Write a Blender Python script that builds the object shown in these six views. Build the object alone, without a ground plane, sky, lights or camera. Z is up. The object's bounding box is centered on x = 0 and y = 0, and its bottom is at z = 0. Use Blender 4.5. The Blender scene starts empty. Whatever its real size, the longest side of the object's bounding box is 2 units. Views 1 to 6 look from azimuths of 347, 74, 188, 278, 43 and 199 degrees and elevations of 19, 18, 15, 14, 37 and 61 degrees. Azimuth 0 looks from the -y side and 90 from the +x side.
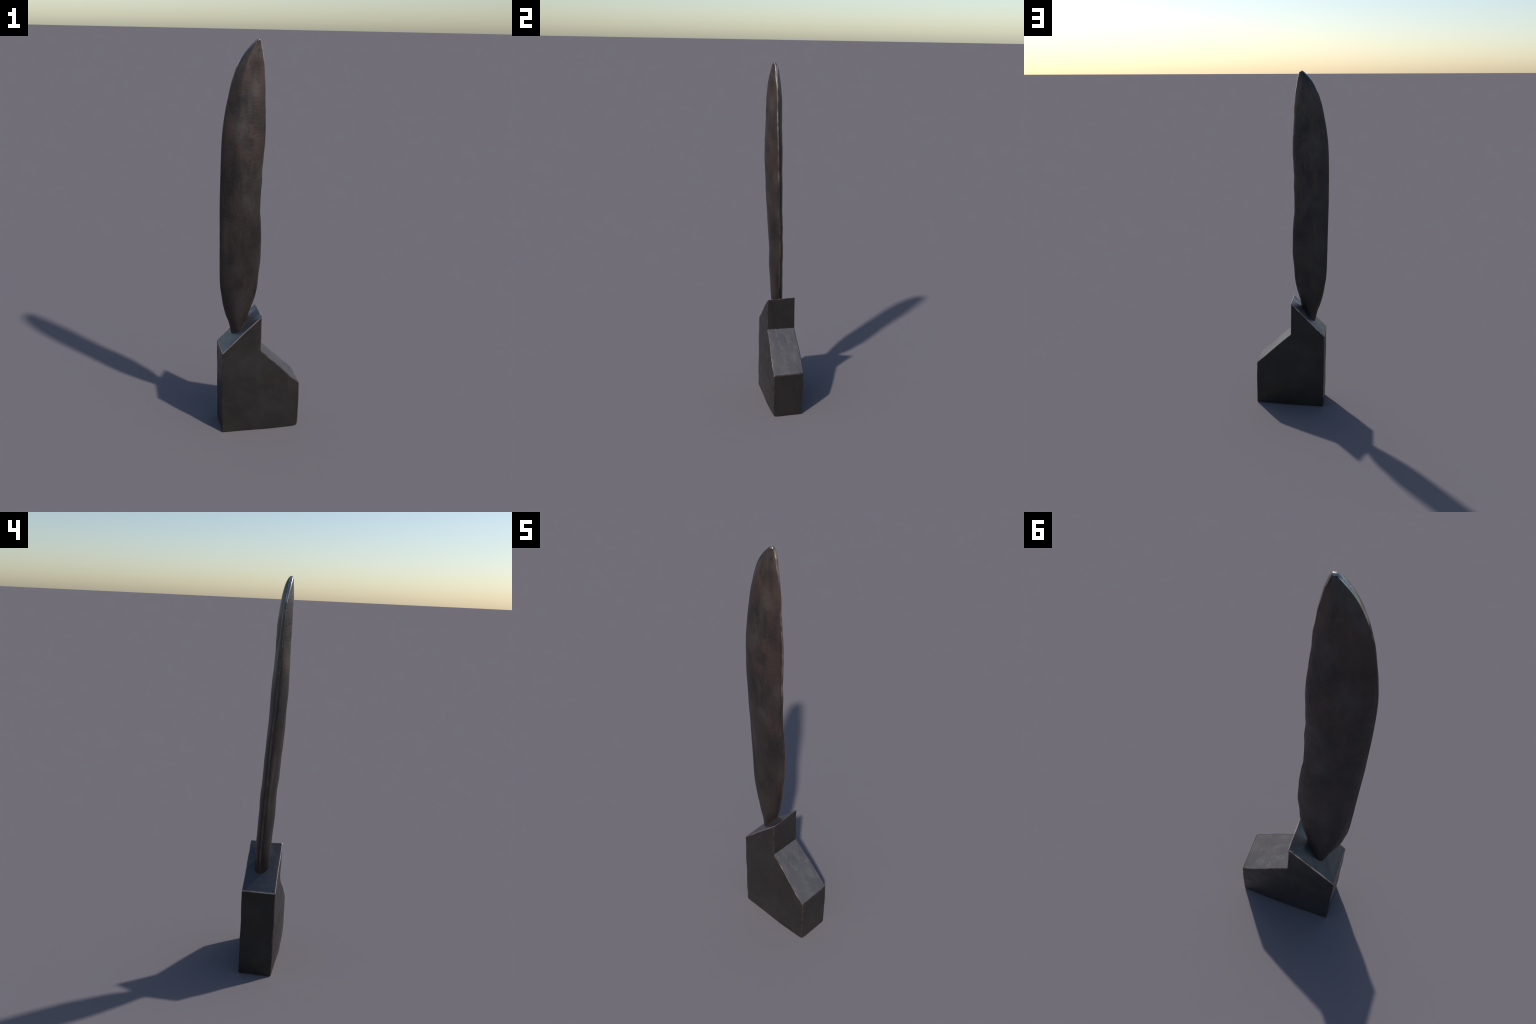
"""Bronze sculpture: a tall leaf-shaped blade growing out of a small house-like pedestal."""
import bpy, bmesh, math
import numpy as np
from mathutils import Vector, noise

# ------------------------------------------------------------------ helpers
def smooth_interp(x, xs, ys):
    """Monotone-limited cubic (Fritsch-Carlson) through the control points."""
    xs, ys = np.asarray(xs, float), np.asarray(ys, float)
    h = np.diff(xs); d = np.diff(ys) / h
    m = np.empty_like(ys); m[0], m[-1] = d[0], d[-1]
    same = d[:-1] * d[1:] > 0
    w1, w2 = 2 * h[1:] + h[:-1], h[1:] + 2 * h[:-1]
    with np.errstate(divide="ignore", invalid="ignore"):
        m[1:-1] = np.where(same, (w1 + w2) / (w1 / d[:-1] + w2 / d[1:]), 0.0)
    i = np.clip(np.searchsorted(xs, x) - 1, 0, len(h) - 1)
    t = (x - xs[i]) / h[i]
    return ((1 + 2 * t) * (1 - t) ** 2 * ys[i] + t * (1 - t) ** 2 * h[i] * m[i]
            + t * t * (3 - 2 * t) * ys[i + 1] + t * t * (t - 1) * h[i] * m[i + 1])


def new_object(name, mesh, parent, materials):
    ob = bpy.data.objects.new(name, mesh)
    bpy.context.scene.collection.objects.link(ob)
    ob.parent = parent
    for m in materials:
        mesh.materials.append(m)
    return ob


# ------------------------------------------------------------------ materials
class Nodes:
    def __init__(self, name):
        self.mat = bpy.data.materials.new(name)
        self.mat.use_nodes = True
        self.t = self.mat.node_tree
        self.t.nodes.clear()
        out = self.t.nodes.new("ShaderNodeOutputMaterial")
        self.bsdf = self.t.nodes.new("ShaderNodeBsdfPrincipled")
        self.t.links.new(self.bsdf.outputs[0], out.inputs[0])
        self.coord = self.t.nodes.new("ShaderNodeTexCoord").outputs["Object"]

    def link(self, a, b):
        if isinstance(a, (int, float)):
            b.default_value = a
        elif isinstance(a, tuple):
            b.default_value = (*a, 1.0) if len(a) == 3 else a
        else:
            self.t.links.new(a, b)

    def mapped(self, scale, rot=(0, 0, 0)):
        n = self.t.nodes.new("ShaderNodeMapping")
        n.inputs["Scale"].default_value = scale
        n.inputs["Rotation"].default_value = rot
        self.link(self.coord, n.inputs["Vector"])
        return n.outputs[0]

    def noise(self, scale, stretch=(1, 1, 1), detail=4.0, rough=0.55, rot=(0, 0, 0), w=0.0):
        n = self.t.nodes.new("ShaderNodeTexNoise")
        n.noise_dimensions = "4D"
        n.inputs["W"].default_value = w
        n.inputs["Scale"].default_value = scale
        n.inputs["Detail"].default_value = detail
        n.inputs["Roughness"].default_value = rough
        self.link(self.mapped(stretch, rot), n.inputs["Vector"])
        return n.outputs["Fac"]

    def ramp(self, fac, lo, hi, a=0.0, b=1.0):
        n = self.t.nodes.new("ShaderNodeMapRange")
        n.interpolation_type = "SMOOTHSTEP"
        for k, v in zip(("From Min", "From Max", "To Min", "To Max"), (lo, hi, a, b)):
            n.inputs[k].default_value = v
        self.link(fac, n.inputs["Value"])
        return n.outputs[0]

    def mix(self, fac, a, b):
        n = self.t.nodes.new("ShaderNodeMix")
        n.data_type = "RGBA"
        self.link(fac, n.inputs[0]); self.link(a, n.inputs[6]); self.link(b, n.inputs[7])
        return n.outputs[2]

    def math(self, op, a, b=0.0):
        n = self.t.nodes.new("ShaderNodeMath")
        n.operation = op
        n.use_clamp = op == "MULTIPLY"
        self.link(a, n.inputs[0]); self.link(b, n.inputs[1])
        return n.outputs[0]

    def axis(self, k):
        n = self.t.nodes.new("ShaderNodeSeparateXYZ")
        self.link(self.coord, n.inputs[0])
        return n.outputs[k]

    def patch(self, centre, radii, lean=0.0, soft=.9, ragged=.45):
        """A soft-edged elliptical patch, its outline broken up by noise."""
        m = self.t.nodes.new("ShaderNodeMapping")
        m.vector_type = "TEXTURE"
        m.inputs["Location"].default_value = centre
        m.inputs["Rotation"].default_value = (0, lean, 0)
        m.inputs["Scale"].default_value = radii
        self.link(self.coord, m.inputs["Vector"])
        ln = self.t.nodes.new("ShaderNodeVectorMath")
        ln.operation = "LENGTH"
        self.link(m.outputs[0], ln.inputs[0])
        grain = self.noise(26, (1, 1, .6), 5, .65, w=centre[0] * 40)
        rag = self.math("ADD", ln.outputs["Value"], self.ramp(grain, .25, .75, -ragged, ragged))
        return self.ramp(rag, 1 - soft, 1 + soft * .3, 1.0, 0.0)

    def bump(self, height, strength, distance):
        n = self.t.nodes.new("ShaderNodeBump")
        n.inputs["Strength"].default_value = strength
        n.inputs["Distance"].default_value = distance
        self.link(height, n.inputs["Height"])
        self.link(n.outputs[0], self.bsdf.inputs["Normal"])

    def finish(self, colour, rough, metallic, spec=0.5):
        self.link(colour, self.bsdf.inputs["Base Color"])
        self.link(rough, self.bsdf.inputs["Roughness"])
        self.link(metallic, self.bsdf.inputs["Metallic"])
        self.link(spec, self.bsdf.inputs["Specular IOR Level"])
        return self.mat


def blade_patina():
    n = Nodes("blade_patina")
    grey, black, brown, rust = (0.036, 0.0288, 0.0268), (0.0180, 0.0140, 0.0132), (0.048, 0.0310, 0.0262), (0.058, 0.0330, 0.0265)
    cloud = n.ramp(n.noise(9, (1, 1, .5), 5), .40, .64)
    col = n.mix(cloud, black, grey)
    upper = n.ramp(n.axis(2), 0.85, 1.75, 0.30, 1.0)
    red = n.math("MULTIPLY", n.ramp(n.noise(10, (1.3, 1.3, .4), 4, .5, w=3.7), .44, .62), upper)
    col = n.mix(red, col, brown)
    col = n.mix(n.math("MULTIPLY", n.ramp(n.noise(15, (1.6, 1.6, .45), 5, .6, w=8.1), .54, .70), upper), col, rust)
    haze = n.ramp(n.noise(9, (1.8, 1.8, .5), 6, .62, w=5.5), .54, .74, 0, .50)
    col = n.mix(n.math("MULTIPLY", haze, upper), col, (0.072, 0.064, 0.058))
    # dark, pale and reddish patches: (x, z, radii, lean), then strength and colour
    dark_tone, pale_tone, oxblood = (0.018, 0.0155, 0.0145), (0.076, 0.069, 0.064), (0.060, 0.036, 0.029)
    for x, z, rx, rz, lean, strength, tint in (
            (-.066, 1.890, .020, .070, .30, .85, dark_tone), (-.094, 1.850, .024, .085, .30, .75, oxblood),
            (-.066, 1.780, .034, .050, 0, .42, pale_tone), (-.112, 1.900, .018, .050, .45, .45, pale_tone),
            (-.122, 1.605, .040, .065, 0, .38, pale_tone), (-.065, 1.590, .022, .042, 0, .80, oxblood),
            (-.180, 1.600, .034, .060, 0, .70, oxblood), (-.165, 1.710, .035, .036, 0, .70, dark_tone),
            (-.106, 1.490, .040, .070, 0, .55, oxblood), (-.190, 1.190, .045, .035, 0, .75, dark_tone),
            (-.074, 1.240, .024, .050, -.2, .30, pale_tone), (-.118, 0.900, .024, .042, 0, .22, pale_tone)):
        f = n.math("MULTIPLY", n.patch((x, 0, z), (rx, 1000, rz), lean, .95, .95), strength)
        col = n.mix(f, col, tint)
    # fine leathery mottling
    streaks = n.ramp(n.noise(34, (2.4, 2.4, .22), 5, .62, w=12.0), .48, .68, 0, .32)
    col = n.mix(n.math("MULTIPLY", streaks, upper), col, (0.062, 0.042, 0.036))
    mottle = n.ramp(n.noise(65, (1.2, 1.2, 2.0), 6, .72, w=6.6), .35, .68)
    rubbed = n.math("MULTIPLY", n.ramp(n.axis(2), 1.70, 1.93, 0, 1), n.ramp(n.noise(30, (1.4, 1.4, .6), 6, .7, w=15.0), .38, .62, .0, .50))  # paler reddish tone towards the tip
    col = n.mix(rubbed, col, (0.090, 0.062, 0.052))
    col = n.mix(n.math("MULTIPLY", mottle, n.ramp(n.axis(2), .8, 1.7, .10, .30)), col, (0.068, 0.048, 0.044))
    fleck = n.ramp(n.noise(240, (1, 1, .6), 2, .5, w=1.0), .68, .78, 0, .5)
    col = n.mix(fleck, col, (0.13, 0.10, 0.085))
    fine = n.noise(120, (1, 1, .5), 4, .65)
    leather = n.noise(55, (1.2, 1.2, 2.2), 5, .7, w=2.0)
    n.bump(n.math("ADD", fine, leather), .32, .004)
    return n.finish(col, n.ramp(n.noise(14, (1, 1, .5), 4), .3, .7, .36, .52), 0.30)


def pedestal_patina():
    n = Nodes("pedestal_patina")
    dark, grey, warm = (0.021, 0.0182, 0.0165), (0.030, 0.0268, 0.0245), (0.030, 0.022, 0.018)
    col = n.mix(n.ramp(n.noise(8, (1, 1, .8), 6, .6), .35, .68), dark, grey)
    col = n.mix(n.ramp(n.noise(5, (1, 1, 1), 4, .55, w=4.0), .5, .7, 0, .6), col, warm)
    scratch = n.ramp(n.noise(30, (1, 3.2, .7), 5, .7, (0, .9, 0), w=2.0), .60, .78, 0, .35)
    col = n.mix(scratch, col, (0.085, 0.08, 0.074))
    n.bump(n.noise(150, (1, 1, .6), 4, .65), .10, .004)
    return n.finish(col, n.ramp(n.noise(20, (1, 1, 1), 4), .3, .7, .36, .50), 0.25)


def slope_patina(name, dark, pale, scuff, amount, rough, scuffs=()):
    """The gable slopes, paler than the walls, with streaks running down the slope."""
    n = Nodes(name)
    turn = (0, .71, 0)
    col = n.mix(n.ramp(n.noise(11, (1, 1, 1), 6, .62, w=6.0), .32, .68), dark, pale)
    streak = n.ramp(n.noise(16, (.7, 2.4, 1), 6, .68, turn, w=2.4), .55, .72, 0, amount)
    col = n.mix(streak, col, scuff)
    for x, y, rx, ry in scuffs:
        grain = n.ramp(n.noise(60, (.5, 2.0, 1), 5, .7, turn, w=x * 30), .42, .66, .0, .60)
        col = n.mix(n.math("MULTIPLY", n.patch((x, y, 0), (rx, ry, 1000), 0, .7, .3), grain), col, scuff)
    speck = n.ramp(n.noise(110, (.7, 1.2, 1), 3, .6, turn, w=9.0), .60, .72, 0, amount * .8)
    col = n.mix(speck, col, scuff)
    n.bump(n.noise(170, (1, 1, 1), 4, .65), .10, .003)
    return n.finish(col, n.ramp(n.noise(70, (1, 1, 1), 5, .75), .3, .7, rough - .10, rough + .10), 0.30, .6)


def worn_bronze(name, bright, dull, scale, lo, hi):
    n = Nodes(name)
    wear = n.ramp(n.noise(scale, (1, 1, 1), 4, .6), lo, hi)
    col = n.mix(wear, dull, bright)
    n.bump(n.noise(180, (1, 1, 1), 3), .15, .003)
    return n.finish(col, n.ramp(wear, 0, 1, .42, .28), n.ramp(wear, 0, 1, .55, .95))


def worn_lip(name, low_a, low_b, high_a, high_b, z0, z1):
    """The rim of the blade: tip colour lightened for sky highlights, dull brown lower down."""
    n = Nodes(name)
    wobble = n.math("ADD", n.axis(2), n.ramp(n.noise(9, (1, 1, 1), 4, .6), .3, .7, -.12, .12))
    streak = n.ramp(n.noise(24, (1, 1, .5), 4, .6, w=3.0), .40, .62)
    shine = n.ramp(wobble, z0, z1)
    col = n.mix(shine, n.mix(streak, low_a, low_b), n.mix(streak, high_a, high_b))
    n.bump(n.noise(180, (1, 1, 1), 3), .12, .003)
    return n.finish(col, n.ramp(shine, 0, 1, .46, .27), n.ramp(shine, 0, 1, .4, .95))


# ------------------------------------------------------------------ pedestal
HALF = 0.086                    # half depth of the block
# outline of the two gabled shoulders, front (y<0) and back (y>0): x, y, z
FRONT = dict(foot=(-.2040, -.0760, 0), eave=(-.2065, -.0783, .4644), peak=(-.0038, -.0813, .6626),
             notch=(-.0065, -.0802, .4672), shoulder=(.2038, -.0887, .2655), toe=(.2045, -.0890, 0))
BACK = dict(foot=(-.2035, .0915, 0), eave=(-.2052, .0921, .4627), peak=(-.0021, .0852, .6624),
            notch=(-.0022, .0872, .4645), shoulder=(.2063, .0827, .2662), toe=(.2078, .0806, 0))
SLOPE_N = Vector((-(FRONT["peak"][2] - FRONT["eave"][2]), 0, FRONT["peak"][0] - FRONT["eave"][0])).normalized()
SLOPE_P = Vector(FRONT["peak"])


def above_slope(p):
    """Signed distance of a point from the pedestal's upper slope."""
    return (Vector(p) - SLOPE_P).dot(SLOPE_N)


def build_pedestal(parent, mats):
    bm = bmesh.new()
    keys = ["foot", "eave", "peak", "notch", "shoulder", "toe"]
    f = [bm.verts.new(FRONT[k]) for k in keys]
    b = [bm.verts.new(BACK[k]) for k in keys]
    bm.faces.new(f); bm.faces.new(b[::-1])
    for i in range(6):
        j = (i + 1) % 6
        bm.faces.new((f[j], f[i], b[i], b[j]))
    bmesh.ops.recalc_face_normals(bm, faces=bm.faces[:])
    concave = {frozenset((f[3], b[3]))}
    edges = [e for e in bm.edges if frozenset(e.verts) not in concave]
    old = set(bm.faces)
    res = bmesh.ops.bevel(bm, geom=edges, offset=.0042, offset_type="OFFSET", segments=3, profile=.5,
                          affect="EDGES", material=1, clamp_overlap=True)
    # slice into a fine net so that the faces can undulate
    for axis, lo, hi, step in ((0, -.21, .21, .0105), (1, -.09, .093, .0105), (2, 0, .66, .0105)):
        no = Vector((0, 0, 0)); no[axis] = 1
        for v in np.arange(lo + step, hi, step):
            co = Vector((0, 0, 0)); co[axis] = v + 1e-4
            bmesh.ops.bisect_plane(bm, geom=bm.verts[:] + bm.edges[:] + bm.faces[:], plane_co=co, plane_no=no)
    for v in bm.verts:
        p = v.co.copy()
        q = p * 9
        d = Vector((noise.noise(q + Vector((3, 1, 7))), noise.noise(q + Vector((11, 5, 2))), noise.noise(q + Vector((6, 9, 4)))))
        q = p * 30
        d2 = Vector((noise.noise(q), noise.noise(q + Vector((5, 5, 5))), noise.noise(q + Vector((9, 2, 7)))))
        off = d * .0022 + d2 * .0006
        # the two broad sides belly outwards, most low down
        side = -1 if p.y < 0 else 1
        away = max(0, min(1, abs(p.y - .0) / .05))
        cx, cz = (.035, .135) if side < 0 else (.0, .125)
        bx = max(0, 1 - ((p.x - cx) / (.205 + abs(cx))) ** 2)
        bz = max(0, 1 - ((p.z - cz) / (.16 if p.z < cz else .29)) ** 2)
        off.y += side * away * (.0150 if side < 0 else .0135) * bx * bz
        off.y += side * away * .0008
        off.x += .0010 if p.x > .18 else (-.0010 if p.x < -.18 else 0)
        # worn-down top ridge, dipping towards the front
        if p.z > .6:
            off.z -= .0045 * math.exp(-((p.y + .035) / .035) ** 2) * min(1, max(0, (p.z - .60) / .06))
        # the toe corner is rubbed round at the ground
        r = math.hypot(p.x - .205, p.y + .089)
        if r < .03 and p.z < .03:
            k = (1 - r / .03) * (1 - p.z / .03)
            off += Vector((-.003, .0025, .003)) * k
        if p.z < .02:
            off.z = max(off.z, -p.z)
        # shallow scoop where the blade was welded on
        h = above_slope(p)
        if abs(h) < .004 and p.x < -.01:
            e = ((p.x + .070) / .045) ** 2 + ((p.y + .034) / .022) ** 2
            off -= SLOPE_N * .003 * math.exp(-e)
        # both slopes and the toe face are faintly pillowed
        mid = max(0, 1 - (p.y / .088) ** 2)
        if abs(h) < .004 and p.x < -.004:
            off += SLOPE_N * .0055 * mid * max(0, 1 - ((p.x + .105) / .10) ** 2)
            off += SLOPE_N * .006 * math.exp(-((p.x + .045) / .020) ** 2 - ((p.y - .018) / .026) ** 2)
        elif p.x > -.002 and p.z > .262 and p.z < .468:
            t = (p.x + .002) / .206
            off += Vector((.7, 0, .7)) * .0035 * mid * max(0, 4 * t * (1 - t))
        elif p.x > .2:
            off.x += .0018 * mid * max(0, 1 - ((p.z - .13) / .13) ** 2)
        v.co = p + off
    zmin = min(v.co.z for v in bm.verts)
    for v in bm.verts:
        v.co.z = max(0.0, v.co.z - zmin) if v.co.z < .004 else v.co.z
    bmesh.ops.recalc_face_normals(bm, faces=bm.faces[:])
    for f in bm.faces:
        c = f.calc_center_median()
        if f.material_index == 1 and c.z > .25 and (abs(above_slope(c)) < .005):
            f.material_index = 4
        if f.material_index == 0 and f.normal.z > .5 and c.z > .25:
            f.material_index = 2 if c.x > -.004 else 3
    me = bpy.data.meshes.new("pedestal")
    bm.to_mesh(me); bm.free()
    ob = new_object("pedestal", me, parent, mats)
    me.shade_smooth()
    me.set_sharp_from_angle(angle=math.radians(50))
    wn = ob.modifiers.new("weighted", "WEIGHTED_NORMAL")
    wn.keep_sharp = True
    return ob


# ------------------------------------------------------------------ blade
# height, left rim x y, right rim x y, bulge to front and back, where each bulge peaks (-1 left .. 1 right)
STATIONS = [
    (0.470, -0.1300, 0.0180, -0.0960, 0.0150, 0.0340, 0.0250, 0.04, -0.08),
    (0.530, -0.1400, 0.0160, -0.0870, 0.0125, 0.0345, 0.0255, 0.04, -0.10),
    (0.565, -0.1475, 0.0146, -0.0815, 0.0110, 0.0350, 0.0262, 0.04, -0.12),
    (0.600, -0.1560, 0.0130, -0.0750, 0.0103, 0.0352, 0.0271, 0.06, -0.15),
    (0.640, -0.1715, 0.0111, -0.0609, 0.0057, 0.0348, 0.0296, 0.06, -0.17),
    (0.680, -0.1823, 0.0098, -0.0471, 0.0012, 0.0338, 0.0311, 0.06, -0.18),
    (0.720, -0.1908, 0.0076, -0.0349, -0.0036, 0.0330, 0.0316, 0.05, -0.19),
    (0.760, -0.1968, 0.0046, -0.0245, -0.0066, 0.0328, 0.0322, 0.05, -0.20),
    (0.800, -0.2030, 0.0026, -0.0175, -0.0084, 0.0338, 0.0331, 0.05, -0.20),
    (0.850, -0.2058, 0.0000, -0.0145, -0.0099, 0.0351, 0.0341, 0.06, -0.20),
    (0.900, -0.2070, -0.0025, -0.0088, -0.0099, 0.0348, 0.0341, 0.07, -0.18),
    (0.950, -0.2074, -0.0049, -0.0046, -0.0102, 0.0345, 0.0335, 0.08, -0.16),
    (1.000, -0.2078, -0.0072, -0.0044, -0.0123, 0.0361, 0.0316, 0.10, -0.12),
    (1.050, -0.2082, -0.0094, -0.0046, -0.0140, 0.0383, 0.0307, 0.11, -0.08),
    (1.100, -0.2087, -0.0118, -0.0066, -0.0152, 0.0399, 0.0307, 0.11, -0.03),
    (1.150, -0.2093, -0.0137, -0.0093, -0.0167, 0.0410, 0.0306, 0.11, 0.02),
    (1.200, -0.2100, -0.0169, -0.0138, -0.0183, 0.0420, 0.0313, 0.10, 0.07),
    (1.250, -0.2103, -0.0201, -0.0137, -0.0203, 0.0433, 0.0321, 0.08, 0.12),
    (1.300, -0.2099, -0.0226, -0.0121, -0.0229, 0.0438, 0.0317, 0.05, 0.16),
    (1.350, -0.2093, -0.0268, -0.0088, -0.0256, 0.0420, 0.0326, 0.01, 0.20),
    (1.400, -0.2088, -0.0307, -0.0098, -0.0288, 0.0402, 0.0347, -0.03, 0.23),
    (1.450, -0.2078, -0.0327, -0.0064, -0.0314, 0.0404, 0.0362, -0.08, 0.26),
    (1.500, -0.2064, -0.0331, -0.0031, -0.0349, 0.0399, 0.0361, -0.13, 0.29),
    (1.550, -0.2043, -0.0356, -0.0004, -0.0368, 0.0377, 0.0357, -0.18, 0.30),
    (1.600, -0.2005, -0.0380, 0.0002, -0.0389, 0.0342, 0.0360, -0.24, 0.31),
    (1.650, -0.1943, -0.0386, -0.0016, -0.0415, 0.0320, 0.0370, -0.29, 0.32),
    (1.700, -0.1863, -0.0397, -0.0035, -0.0433, 0.0316, 0.0383, -0.33, 0.31),
    (1.750, -0.1757, -0.0419, -0.0063, -0.0446, 0.0311, 0.0381, -0.36, 0.30),
    (1.800, -0.1652, -0.0432, -0.0075, -0.0445, 0.0292, 0.0361, -0.39, 0.29),
    (1.840, -0.1535, -0.0445, -0.0112, -0.0457, 0.0271, 0.0343, -0.41, 0.28),
    (1.880, -0.1390, -0.0462, -0.0137, -0.0466, 0.0255, 0.0304, -0.40, 0.25),
    (1.910, -0.1245, -0.0487, -0.0185, -0.0491, 0.0215, 0.0272, -0.36, 0.21),
    (1.935, -0.1092, -0.0512, -0.0230, -0.0494, 0.0165, 0.0219, -0.31, 0.18),
    (1.955, -0.0938, -0.0533, -0.0262, -0.0491, 0.0120, 0.0165, -0.28, 0.15),
    (1.972, -0.0780, -0.0546, -0.0312, -0.0487, 0.0082, 0.0109, -0.24, 0.13),
    (1.985, -0.0648, -0.0552, -0.0350, -0.0502, 0.0052, 0.0059, -0.22, 0.11),
    (1.994, -0.0550, -0.0552, -0.0376, -0.0526, 0.0028, 0.0024, -0.20, 0.10),
    (2.000, -0.0485, -0.0550, -0.0405, -0.0546, 0.0006, 0.0000, -0.19, 0.09),
]
LIP = 0.0042                    # half thickness of the blunt rim
LENS_POWER = 0.60


def smoothstep(x, lo, hi):
    t = np.clip((x - lo) / (hi - lo), 0, 1)
    return t * t * (3 - 2 * t)


def cheek(s, crest, rim, ridged):
    """Bulge (0..1) of a blade cheek: a rounded lens low down, a hollow-ground ridge near the tip."""
    a = (s - crest) / (1 - rim - crest) if s > crest else (crest - s) / (1 - rim + crest)
    a = min(1.0, a)
    lens = (1 - a * a) ** LENS_POWER
    gable = max(0.0, (math.sqrt(1.06) - math.sqrt(a * a + .06)) / (math.sqrt(1.06) - math.sqrt(.06)))
    share = .12 + .63 * ridged
    return lens * (1 - share) + gable ** 1.1 * share


def build_blade(parent, mats):
    st = np.array(STATIONS)
    hs = np.concatenate([np.linspace(.47, .70, 70)[:-1], np.linspace(.70, 1.88, 260)[:-1],
                         2.0 - .12 * np.linspace(1, 0, 60) ** 1.7])
    prof = [smooth_interp(hs, st[:, 0], st[:, k]) for k in range(1, 9)]
    ridged = smoothstep(hs, 1.5, 1.88)
    M, A = 52, 5                # points across each cheek, points round each rim
    th = np.linspace(0, math.pi, M)
    s = -np.cos(th) * .86 + .14 * np.linspace(-1, 1, M)
    s[0], s[-1] = -1, 1
    bm = bmesh.new()
    rings = []
    for i, z in enumerate(hs):
        lx, ly, rx, ry, tf, tb, sf, sb = (p[i] for p in prof)
        rim = min(.0025 / max(rx - lx, 1e-3), .2)       # the rim stands a little proud of the cheeks
        top = min(1, max(0, (z - 1.86) / .12))
        dome = math.sqrt(min(1, max(.02, (2.0006 - z) / .008)))
        lip_l, lip_r = (LIP + .0045 * top) * dome, (LIP + .0035 * top) * dome
        front, back = [], []
        for side, t, crest, row in ((-1, tf, sf, front), (1, tb, sb, back)):
            for j in range(M):
                w = cheek(s[j], crest, rim, ridged[i])
                # hollow-ground strips beside the curved rim: high up on the back, low down on the front
                if side > 0:
                    w *= 1 - .40 * math.exp(-((s[j] + .62) / .24) ** 2 - ((z - 1.74) / .14) ** 2)
                else:
                    w *= 1 - .30 * math.exp(-((s[j] - .42) / .26) ** 2 - ((z - 1.86) / .09) ** 2)
                    w *= 1 - .22 * math.exp(-((s[j] + .72) / .22) ** 2 - ((z - 1.02) / .20) ** 2)
                f = (1 + s[j]) / 2
                x, y = lx + (rx - lx) * f, ly + (ry - ly) * f
                n = (noise.noise(Vector((x * 10, side * 5, z * 7))) * .0027
                     + noise.noise(Vector((x * 24, side * 9, z * 20))) * .0011
                     + noise.noise(Vector((x * 70, side * 3, z * 60))) * .00035)
                y += side * (lip_l * (1 - f) + lip_r * f + t * w + n * min(1, w * 1.5))
                row.append(Vector((x, y, z)))
        nick = noise.noise(Vector((3.3, 0, z * 14))) * .0012
        arc = [math.pi * k / (A + 1) for k in range(1, A + 1)]
        right = [Vector((rx + (.6 * lip_r + nick * (1 - top)) * math.sin(q), ry - lip_r * math.cos(q), z)) for q in arc]
        left = [Vector((lx - (.6 * lip_l) * math.sin(q), ly + lip_l * math.cos(q), z)) for q in arc]
        ring = front + right + back[::-1] + left
        # flare into the pedestal like a weld, widest under the right rim
        cx, cy = (lx + rx) / 2, (ly + ry) / 2
        for k, p in enumerate(ring):
            d = above_slope(p)
            to_right = max(0, min(1, (p.x - cx) / (rx - cx)))
            reach = .005 + .030 * to_right ** 5
            if d < reach:
                q = (reach - max(d, -.004)) / reach
                out = Vector((p.x - cx, (p.y - cy) * 1.6, 0))
                out.z = out.x * .6
                if out.length > 0:
                    ring[k] = p + out.normalized() * (reach * (.35 + .25 * to_right) * q * q)
        rings.append([bm.verts.new(p) for p in ring])
    n = 2 * (M + A)
    for a, b in zip(rings, rings[1:]):
        for k in range(n):
            k2 = (k + 1) % n
            face = bm.faces.new((a[k], a[k2], b[k2], b[k]))
            if M - 1 <= k < M + A:
                face.material_index = 1
            elif k >= 2 * M + A - 1 or min(v.co.z for v in face.verts) > 1.9965:
                face.material_index = 2
    cap = bm.faces.new(rings[-1]); cap.material_index = 2
    bm.faces.new(rings[0][::-1])
    bmesh.ops.recalc_face_normals(bm, faces=bm.faces[:])
    me = bpy.data.meshes.new("blade")
    bm.to_mesh(me); bm.free()
    ob = new_object("blade", me, parent, mats)
    me.shade_smooth()
    me.set_sharp_from_angle(angle=math.radians(55))
    return ob


# ------------------------------------------------------------------ assemble
root = bpy.data.objects.new("bronze_sculpture", None)
bpy.context.scene.collection.objects.link(root)
root["label"] = "tall dark bronze blade standing on a small angular pedestal"
root["category"] = "abstract sculpture"
glint_tinted_edge = worn_bronze("glint_tinted_edge", (0.52, 0.39, 0.34), (0.16, 0.11, 0.095), 20, .34, .60)  # gable edges brightened in colour to carry the sun glint
worn_edge = worn_bronze("worn_edge", (0.20, 0.14, 0.118), (0.048, 0.034, 0.028), 34, .40, .76)
shoulder_slope = slope_patina("shoulder_pale", (0.085, 0.078, 0.083), (0.116, 0.107, 0.111), (0.19, 0.182, 0.175), .5, .50,
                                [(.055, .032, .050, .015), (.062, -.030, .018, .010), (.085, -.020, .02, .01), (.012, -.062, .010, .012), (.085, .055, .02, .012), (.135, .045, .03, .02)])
gable_slope = slope_patina("gable_sky_tint", (0.056, 0.059, 0.067), (0.080, 0.083, 0.094), (0.125, 0.126, 0.135), .4, .34)  # base colours blued and raised for the sky reflected on this slope
build_pedestal(root, [pedestal_patina(), worn_edge, shoulder_slope, gable_slope, glint_tinted_edge])
right_lip = worn_lip("right_rim", (0.042, 0.027, 0.020), (0.088, 0.053, 0.035), (0.28, 0.19, 0.14), (0.60, 0.46, 0.38), 1.25, 1.80)
left_lip = worn_lip("left_rim", (0.055, 0.045, 0.036), (0.118, 0.096, 0.072), (0.42, 0.38, 0.33), (0.66, 0.62, 0.56), 1.77, 1.94)  # pale tip tones chosen to match the bright sky mirrored there
build_blade(root, [blade_patina(), right_lip, left_lip])
